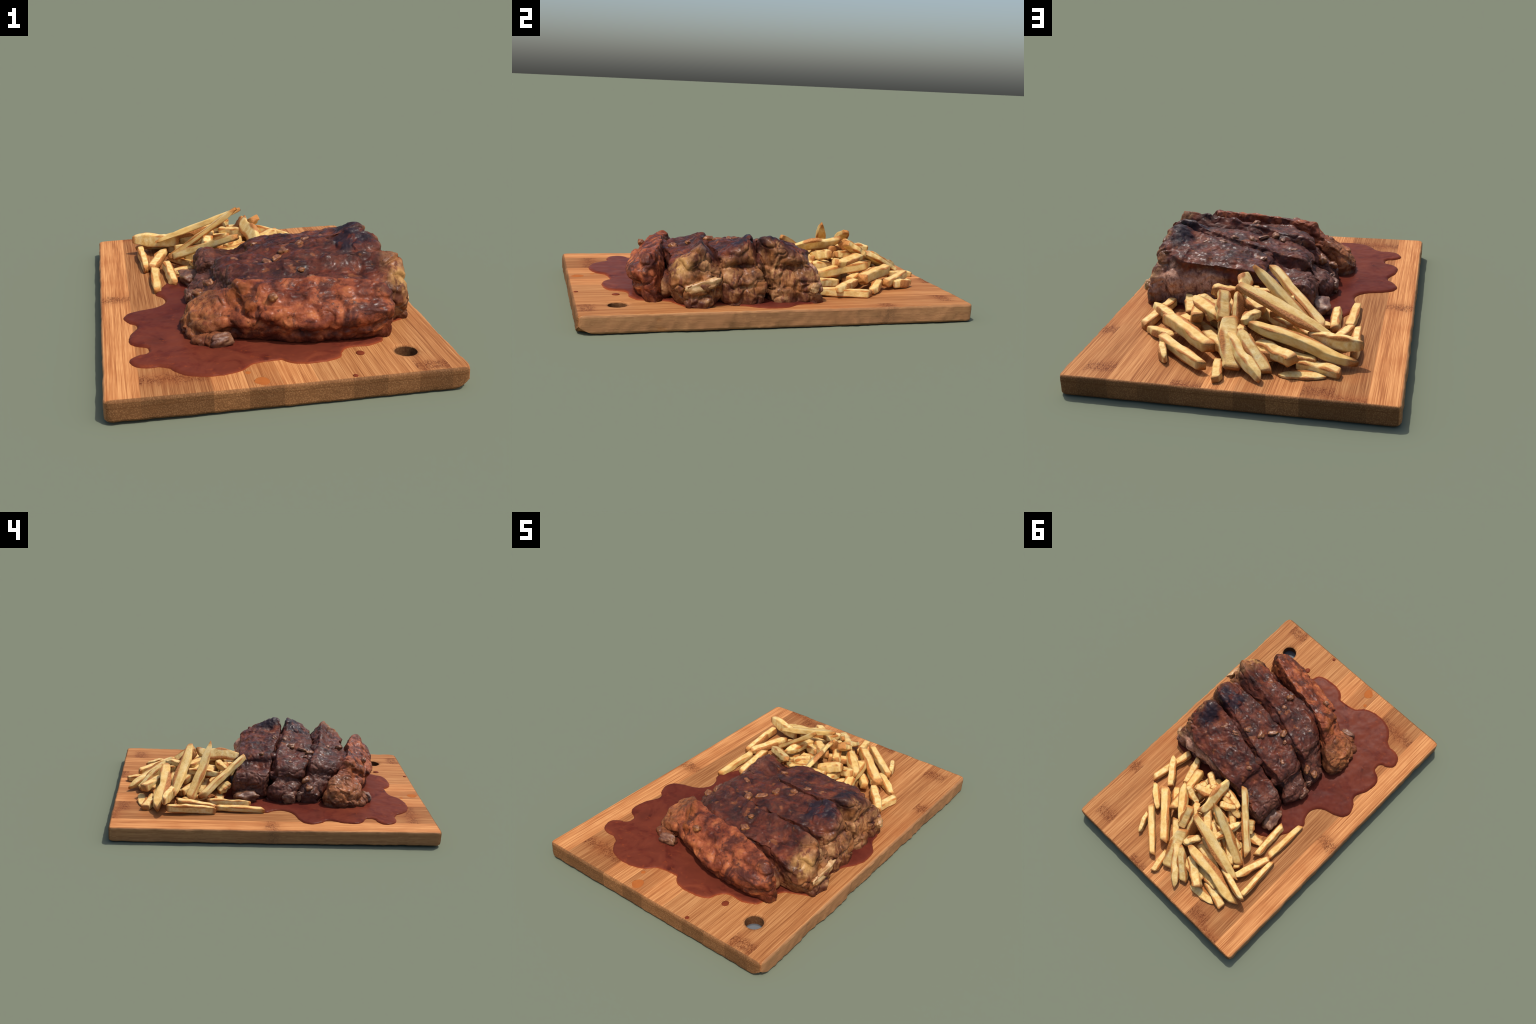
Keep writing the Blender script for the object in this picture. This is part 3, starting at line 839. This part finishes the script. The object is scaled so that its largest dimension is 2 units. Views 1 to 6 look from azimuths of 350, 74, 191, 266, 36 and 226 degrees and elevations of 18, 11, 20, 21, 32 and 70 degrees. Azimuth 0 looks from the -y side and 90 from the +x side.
# ------------------------------------------------------------------ fries
# start, end (top of the stick), width, thickness, ends (0 blunt, 1 pointed), roll, side bend, up bend, skin
FRIES = [
    ("long_top", (0.045, 0.518, 0.375), (-0.390, 0.612, 0.200), 0.078, 0.034, 0.6, 1.0, 12, -0.05, -0.02, 1),
    ("long_front", (-0.035, 0.672, 0.263), (-0.480, 0.732, 0.145), 0.076, 0.048, 0.6, 0.55, 176, -0.10, 0.00, 1),
    ("upright_face", (0.084, 0.196, 0.300), (0.052, 0.486, 0.325), 0.080, 0.030, 0.9, 0.5, -52, 0.08, 0.05, 1),
    ("leaning", (-0.004, 0.398, 0.402), (-0.320, 0.528, 0.140), 0.058, 0.034, 0.66, 0.1, 0, 0.08, -0.06, 0),
    ("leaning", (-0.030, 0.172, 0.332), (-0.323, 0.449, 0.165), 0.048, 0.042, 0.35, 0.2, 10, 0.02, 0.03, 0),
    ("low", (-0.345, 0.149, 0.128), (-0.361, 0.410, 0.143), 0.046, 0.044, 0.3, 0.2, 12, -0.03, 0.05, 1),
    ("low", (-0.427, 0.068, 0.113), (-0.425, 0.357, 0.131), 0.044, 0.036, 0.3, 0.1, 0, 0.04, 0.00, 0),
    ("low", (-0.436, 0.368, 0.135), (-0.352, 0.606, 0.146), 0.050, 0.042, 0.2, 0.4, 0, 0.04, 0.0, 1),
    ("low", (-0.462, 0.372, 0.126), (-0.478, 0.665, 0.150), 0.040, 0.052, 0.3, 0.3, 0, 0.0, 0.0, 1),
    ("mid", (-0.280, 0.620, 0.205), (-0.512, 0.682, 0.212), 0.044, 0.074, 0.5, 0.7, 0, 0.02, 0.0, 0),
    ("low", (-0.250, 0.744, 0.130), (-0.438, 0.793, 0.118), 0.056, 0.044, 0.1, 0.1, 0, 0.02, 0.0, 0),
    ("shard", (-0.188, 0.837, 0.102), (-0.379, 0.818, 0.102), 0.062, 0.018, 0.9, 0.9, 0, 0.08, 0.0, 1),
    ("mid", (-0.070, 0.702, 0.188), (-0.247, 0.816, 0.183), 0.062, 0.052, 0.3, 0.1, 4, 0.0, 0.04, 0),
    ("mid", (0.007, 0.712, 0.244), (-0.141, 0.848, 0.130), 0.056, 0.044, 0.7, 0.2, 10, 0.03, 0.0, 0),
    ("mid", (0.050, 0.700, 0.225), (-0.125, 0.922, 0.110), 0.058, 0.046, 0.6, 0.9, -10, -0.03, 0.0, 0),
    ("mid", (0.076, 0.634, 0.262), (-0.006, 0.853, 0.135), 0.086, 0.036, 0.3, 0.2, -12, 0.0, 0.02, 0),
    ("low", (0.080, 0.790, 0.130), (0.048, 0.941, 0.112), 0.042, 0.040, 0.2, 0.2, 0, 0.06, 0.0, 0),
    ("low", (0.371, 0.648, 0.152), (0.124, 0.870, 0.144), 0.044, 0.046, 0.1, 0.1, 0, -0.04, -0.02, 0),
    ("mid", (0.385, 0.505, 0.186), (0.124, 0.763, 0.178), 0.062, 0.056, 0.1, 0.1, 0, 0.03, 0.03, 0),
    ("low", (0.362, 0.698, 0.145), (0.294, 0.828, 0.105), 0.036, 0.052, 0.9, 0.9, 0, 0.0, 0.0, 1),
    ("low", (0.476, 0.532, 0.130), (0.320, 0.640, 0.148), 0.050, 0.044, 0.7, 0.7, -6, 0.08, 0.0, 1),
    ("mid", (0.521, 0.314, 0.155), (0.370, 0.475, 0.165), 0.052, 0.046, 0.9, 0.4, -8, 0.06, 0.0, 1),
    ("low", (0.451, 0.218, 0.138), (0.505, 0.506, 0.120), 0.048, 0.044, 0.1, 0.1, 0, 0.02, 0.0, 0),
    ("low", (0.372, 0.209, 0.165), (0.318, 0.385, 0.150), 0.050, 0.048, 0.4, 0.2, 0, 0.04, 0.0, 0),
    ("mid", (0.292, 0.265, 0.190), (0.228, 0.575, 0.225), 0.058, 0.054, 0.2, 0.1, 0, 0.0, 0.0, 0),
    ("low", (0.225, 0.262, 0.150), (0.205, 0.345, 0.145), 0.040, 0.040, 0.3, 0.3, 0, 0.0, 0.0, 0),
    ("mid", (0.295, 0.403, 0.243), (0.126, 0.601, 0.250), 0.060, 0.046, 0.9, 0.6, 14, 0.04, 0.0, 1),
    ("mid", (0.266, 0.403, 0.250), (0.145, 0.440, 0.205), 0.050, 0.048, 0.6, 0.3, 0, 0.03, 0.0, 0),
    ("mid", (0.350, 0.500, 0.165), (0.300, 0.590, 0.145), 0.030, 0.044, 0.7, 0.7, 0, 0.0, 0.0, 1),
    ("high", (0.125, 0.500, 0.325), (0.094, 0.625, 0.245), 0.060, 0.040, 0.2, 0.2, -20, 0.0, 0.0, 0),
    ("high", (0.212, 0.380, 0.284), (0.085, 0.322, 0.252), 0.056, 0.054, 0.4, 0.3, 0, -0.12, 0.03, 1),
    ("mid", (0.040, 0.300, 0.250), (-0.125, 0.318, 0.212), 0.052, 0.044, 0.4, 0.7, 12, 0.05, 0.0, 1),
    ("mid", (0.025, 0.380, 0.235), (-0.090, 0.420, 0.215), 0.070, 0.036, 0.3, 0.2, -15, 0.0, 0.0, 0),
    ("mid", (-0.160, 0.342, 0.255), (-0.110, 0.540, 0.250), 0.048, 0.046, 0.8, 0.2, 10, 0.06, 0.0, 0),
    ("mid", (-0.052, 0.590, 0.275), (-0.004, 0.690, 0.268), 0.046, 0.038, 0.3, 0.8, 0, -0.08, 0.0, 0),
    ("mid", (-0.130, 0.480, 0.190), (-0.240, 0.520, 0.160), 0.050, 0.044, 0.3, 0.3, 0, 0.0, 0.0, 0),
    ("low", (-0.182, 0.275, 0.200), (-0.230, 0.345, 0.160), 0.056, 0.036, 0.3, 0.4, -20, 0.0, 0.0, 0),
    ("low", (-0.215, 0.340, 0.122), (-0.340, 0.330, 0.110), 0.056, 0.028, 0.3, 0.6, 0, 0.0, 0.0, 0),
    ("wall", (0.055, 0.500, 0.335), (0.030, 0.640, 0.200), 0.034, 0.075, 0.6, 0.4, 20, 0.0, 0.0, 2),
    ("mid", (0.100, 0.560, 0.215), (-0.010, 0.690, 0.215), 0.050, 0.046, 0.3, 0.3, 0, 0.0, 0.0, 1),
    ("mid", (0.060, 0.460, 0.250), (0.190, 0.560, 0.220), 0.050, 0.044, 0.3, 0.3, 0, 0.0, 0.0, 1),
    ("mid", (-0.020, 0.460, 0.250), (-0.190, 0.570, 0.205), 0.052, 0.046, 0.3, 0.3, 0, 0.0, 0.0, 0),
    ("mid", (0.160, 0.290, 0.215), (0.170, 0.430, 0.205), 0.050, 0.046, 0.3, 0.3, 0, 0.0, 0.0, 0),
    ("mid", (0.050, 0.580, 0.240), (0.130, 0.440, 0.262), 0.050, 0.046, 0.3, 0.3, 0, 0.0, 0.0, 0),
    ("mid", (-0.120, 0.420, 0.190), (-0.260, 0.460, 0.150), 0.050, 0.044, 0.3, 0.3, 0, 0.0, 0.0, 0),
    ("mid", (-0.060, 0.620, 0.215), (-0.270, 0.660, 0.180), 0.054, 0.046, 0.3, 0.3, 0, 0.0, 0.0, 1),
    ("mid", (0.250, 0.420, 0.185), (0.200, 0.300, 0.180), 0.050, 0.046, 0.3, 0.3, 0, 0.0, 0.0, 0),
    ("mid", (-0.020, 0.300, 0.210), (-0.150, 0.400, 0.180), 0.050, 0.044, 0.3, 0.3, 0, 0.0, 0.0, 1),
    ("low", (-0.220, 0.420, 0.130), (-0.330, 0.560, 0.130), 0.050, 0.044, 0.3, 0.3, 0, 0.0, 0.0, 0),
    ("low", (-0.150, 0.720, 0.150), (-0.330, 0.740, 0.140), 0.050, 0.044, 0.3, 0.3, 0, 0.0, 0.0, 1),
    ("mid", (0.050, 0.680, 0.190), (0.120, 0.560, 0.200), 0.050, 0.046, 0.3, 0.3, 0, 0.0, 0.0, 0),
    ("mid", (0.235, 0.235, 0.205), (0.120, 0.300, 0.215), 0.050, 0.048, 0.3, 0.3, 0, 0.0, 0.0, 1),
    ("mid", (0.180, 0.245, 0.180), (0.040, 0.255, 0.190), 0.052, 0.048, 0.3, 0.3, 0, 0.0, 0.0, 0),
    ("mid", (-0.150, 0.450, 0.200), (-0.290, 0.570, 0.170), 0.052, 0.046, 0.3, 0.4, 0, 0.0, 0.0, 0),
    ("mid", (-0.020, 0.760, 0.180), (-0.230, 0.760, 0.165), 0.052, 0.046, 0.3, 0.4, 0, 0.0, 0.0, 1),
    ("mid", (0.330, 0.450, 0.160), (0.230, 0.560, 0.165), 0.050, 0.046, 0.3, 0.4, 0, 0.0, 0.0, 0),
    ("mid", (0.150, 0.300, 0.240), (0.010, 0.270, 0.245), 0.050, 0.046, 0.4, 0.4, 0, 0.05, 0.0, 1),
    ("mid", (0.080, 0.245, 0.230), (-0.080, 0.275, 0.220), 0.048, 0.044, 0.4, 0.5, 0, 0.0, 0.0, 0),
    ("mid", (0.020, 0.350, 0.270), (-0.070, 0.300, 0.245), 0.048, 0.044, 0.4, 0.5, 0, 0.0, 0.0, 0),
    # sticks buried in the middle of the heap
    ("buried", (0.200, 0.420, 0.150), (0.020, 0.560, 0.160), 0.056, 0.050, 0.2, 0.2, 0, 0.0, 0.0, 0),
    ("buried", (0.100, 0.340, 0.190), (-0.080, 0.470, 0.190), 0.056, 0.050, 0.2, 0.2, 0, 0.0, 0.0, 1),
    ("buried", (0.060, 0.420, 0.280), (-0.060, 0.540, 0.260), 0.060, 0.050, 0.2, 0.2, 0, 0.0, 0.0, 1),
    ("buried", (-0.060, 0.380, 0.145), (-0.240, 0.600, 0.150), 0.056, 0.050, 0.2, 0.2, 0, 0.0, 0.0, 0),
    ("buried", (0.180, 0.600, 0.160), (0.020, 0.760, 0.150), 0.056, 0.050, 0.2, 0.2, 0, 0.0, 0.0, 0),
    ("buried", (-0.040, 0.560, 0.200), (-0.280, 0.690, 0.165), 0.060, 0.055, 0.2, 0.2, 0, 0.0, 0.0, 1),
    ("buried", (-0.080, 0.650, 0.140), (-0.330, 0.700, 0.135), 0.060, 0.050, 0.2, 0.2, 0, 0.0, 0.0, 0),
    ("buried", (0.100, 0.280, 0.145), (-0.100, 0.300, 0.145), 0.056, 0.050, 0.2, 0.2, 0, 0.0, 0.0, 0),
    ("buried", (0.260, 0.460, 0.135), (0.090, 0.640, 0.140), 0.056, 0.050, 0.2, 0.2, 0, 0.0, 0.0, 0),
    ("buried", (0.160, 0.320, 0.150), (0.060, 0.420, 0.200), 0.056, 0.050, 0.2, 0.2, 0, 0.0, 0.0, 1),
]


def fry_material(skin):
    """Unit stick: x along the length, y and z across, all from -1 to 1."""
    n = Nodes("fried_potato" + ("", "_with_skin", "_skin_only")[skin])
    info = n.t.nodes.new("ShaderNodeObjectInfo")
    off = n.t.nodes.new("ShaderNodeVectorMath")
    off.operation = "MULTIPLY_ADD"
    n.link(n.obj, off.inputs[0])
    off.inputs[1].default_value = (5.0, 1.0, 1.0)
    comb = n.t.nodes.new("ShaderNodeCombineXYZ")
    n.link(n.math("MULTIPLY", info.outputs["Random"], 40.0), comb.inputs[0])
    n.link(n.math("MULTIPLY", info.outputs["Random"], 17.0), comb.inputs[1])
    n.link(comb.outputs[0], off.inputs[2])
    vec = off.outputs[0]
    x, y, z = n.xyz()
    a, b = n.noise(0.9, 4, 0.6, vec), n.noise(4.5, 4, 0.65, vec)
    flesh = n.ramp(a, [(0.30, srgb(206, 158, 88)), (0.48, srgb(226, 190, 120)), (0.66, srgb(235, 212, 154))])
    flesh = n.mix(n.math("MULTIPLY", n.math("SUBTRACT", info.outputs["Random"], 0.35), 0.55, clamp=True), flesh, srgb(212, 166, 88))
    flesh = n.mix(n.smooth(b, 0.60, 0.75, 0, 0.35), flesh, srgb(200, 146, 72))
    brown = n.ramp(b, [(0.3, srgb(140, 76, 32)), (0.6, srgb(186, 114, 50))])
    wob = n.math("MULTIPLY", n.math("SUBTRACT", a, 0.5), 0.9)
    # browned edges: both cross coordinates near their ends; browned tips
    ay, az, ax = (n.math("ABSOLUTE", v) for v in (y, z, x))
    edge = n.math("ADD", n.math("MULTIPLY", ay, az), n.math("MULTIPLY", wob, 0.5))
    col = n.mix(n.smooth(edge, 0.46, 0.80, 0, 0.95), flesh, brown)
    tip = n.math("ADD", ax, n.math("MULTIPLY", wob, 0.25))
    col = n.mix(n.smooth(tip, 0.84, 1.0, 0, 0.85), col, brown)
    col = n.mix(n.smooth(n.math("ADD", a, n.math("MULTIPLY", b, 0.4)), 0.80, 0.95, 0, 0.45), col, srgb(196, 134, 62))
    if skin:
        peel = n.ramp(b, [(0.28, srgb(122, 68, 34)), (0.5, srgb(178, 112, 58)), (0.72, srgb(206, 146, 84))])
        lim = n.math("ADD", n.math("MULTIPLY", y, -1.0) if skin == 1 else n.math("ADD", ay, 0.2), n.math("MULTIPLY", wob, 0.45))
        col = n.mix(n.smooth(lim, 0.62, 0.74, 0, 0.92), col, peel)
    n.bump(n.math("ADD", n.math("MULTIPLY", b, 0.6), n.math("MULTIPLY", n.noise(14, 3, 0.6, vec), 0.4)), 0.3, 0.05)
    n.bsdf.inputs["Subsurface Weight"].default_value = 0.0
    return n.finish(col, 0.55, 0.2)


def fry_mesh(rng, e0, e1, side, up, skin):
    nl, ring = 30, 24
    verts, faces = [], []
    seed = rng.uniform(0, 90)
    tw = rng.uniform(-0.22, 0.22)
    cut0, cut1 = rng.uniform(-0.10, 0.10, 2)
    for i in range(nl):
        t = i / (nl - 1)
        u = -1 + 2 * t
        # width profile: blunt or pointed ends
        w = 1.0
        for tt, e in ((t, e0), (1 - t, e1)):
            w *= 1 - e * (1 - min(1, tt / 0.42)) ** 2 * 0.95
        round_end = min(1.0, (min(t, 1 - t) / 0.018)) ** 0.5 * 0.16 + 0.84
        hgt = (1 - 0.5 * (1 - w)) * round_end
        w *= round_end
        w *= 1 + 0.18 * noise.noise(Vector((t * 4, seed, 0)))
        hgt *= 1 + 0.18 * noise.noise(Vector((t * 4, seed, 9)))
        oy = side * 2.6 * (1 - u * u) + 0.18 * 0.42 / 0.18 * noise.noise(Vector((t * 3.0, 3, seed)))
        oz = up * 2.6 * (1 - u * u) + 0.28 * noise.noise(Vector((t * 3.0, 7, seed)))
        ang = tw * u
        for j in range(ring):
            a = 2 * math.pi * (j + 0.5) / ring
            c, s = math.cos(a), math.sin(a)
            pw = 0.29
            cy, cz = math.copysign(abs(c) ** pw, c), math.copysign(abs(s) ** pw, s)
            if skin and cy < 0:
                cy = -abs(c) ** 0.75
            k = 1 + 0.09 * noise.noise(Vector((t * 9, math.cos(a) * 1.2 + seed, math.sin(a) * 1.2)))
            yy, zz = cy * w * k, cz * hgt * k
            yy, zz = yy * math.cos(ang) - zz * math.sin(ang), yy * math.sin(ang) + zz * math.cos(ang)
            ux = u + (cut0 * (1 - t) ** 6 + cut1 * t ** 6) * cy
            verts.append((ux, yy + oy, zz + oz))
    for i in range(nl - 1):
        for j in range(ring):
            k = (j + 1) % ring
            faces.append((i * ring + j, (i + 1) * ring + j, (i + 1) * ring + k, i * ring + k)[::-1])
    for base, flip in ((0, 1), ((nl - 1) * ring, 0)):
        c = len(verts)
        verts.append(tuple(np.mean(verts[base:base + ring], axis=0)))
        for j in range(ring):
            f = (base + j, base + (j + 1) % ring, c)
            faces.append(f[::-1] if flip else f)
    me = mesh_from("french_fry", verts, faces)
    bm = bmesh.new()
    bm.from_mesh(me)
    bmesh.ops.recalc_face_normals(bm, faces=bm.faces)
    bm.to_mesh(me)
    bm.free()
    smooth_by_angle(me, 50)
    return me


def build_fries():
    rng = np.random.default_rng(5)
    mats = [fry_material(k) for k in range(3)]
    for kind, p0, p1, w, h, e0, e1, roll, side, up, skin in FRIES:
        p0, p1 = Vector(p0), Vector(p1)
        lift = Vector((0, 0, -0.42 * h * abs(math.cos(math.radians(roll))) - 0.2 * w * abs(math.sin(math.radians(roll)))))
        p0, p1 = p0 + lift, p1 + lift
        for p in (p0, p1):
            p.z = max(p.z, BOARD_TOP + 0.42 * h)
        ax = (p1 - p0)
        length = ax.length
        ax.normalize()
        ay = Vector((0, 0, 1)).cross(ax).normalized()
        az = ax.cross(ay)
        R = Matrix((ax, ay, az)).transposed().to_4x4() @ Matrix.Rotation(math.radians(roll), 4, "X")
        me = fry_mesh(rng, e0, e1, side, up, skin)
        ob = new_object("french_fry", me, None, mats[skin], smooth=False)
        ob.matrix_world = Matrix.Translation((p0 + p1) / 2) @ R @ Matrix.Diagonal((length / 2, w / 2, h * 0.46, 1))
        ob["label"] = "thick hand-cut french fry, " + ("browned with potato skin" if skin else "pale yellow with browned edges")
        ob["category"] = "french fry"


build_board()
build_sauce()
build_ribs()
build_fries()
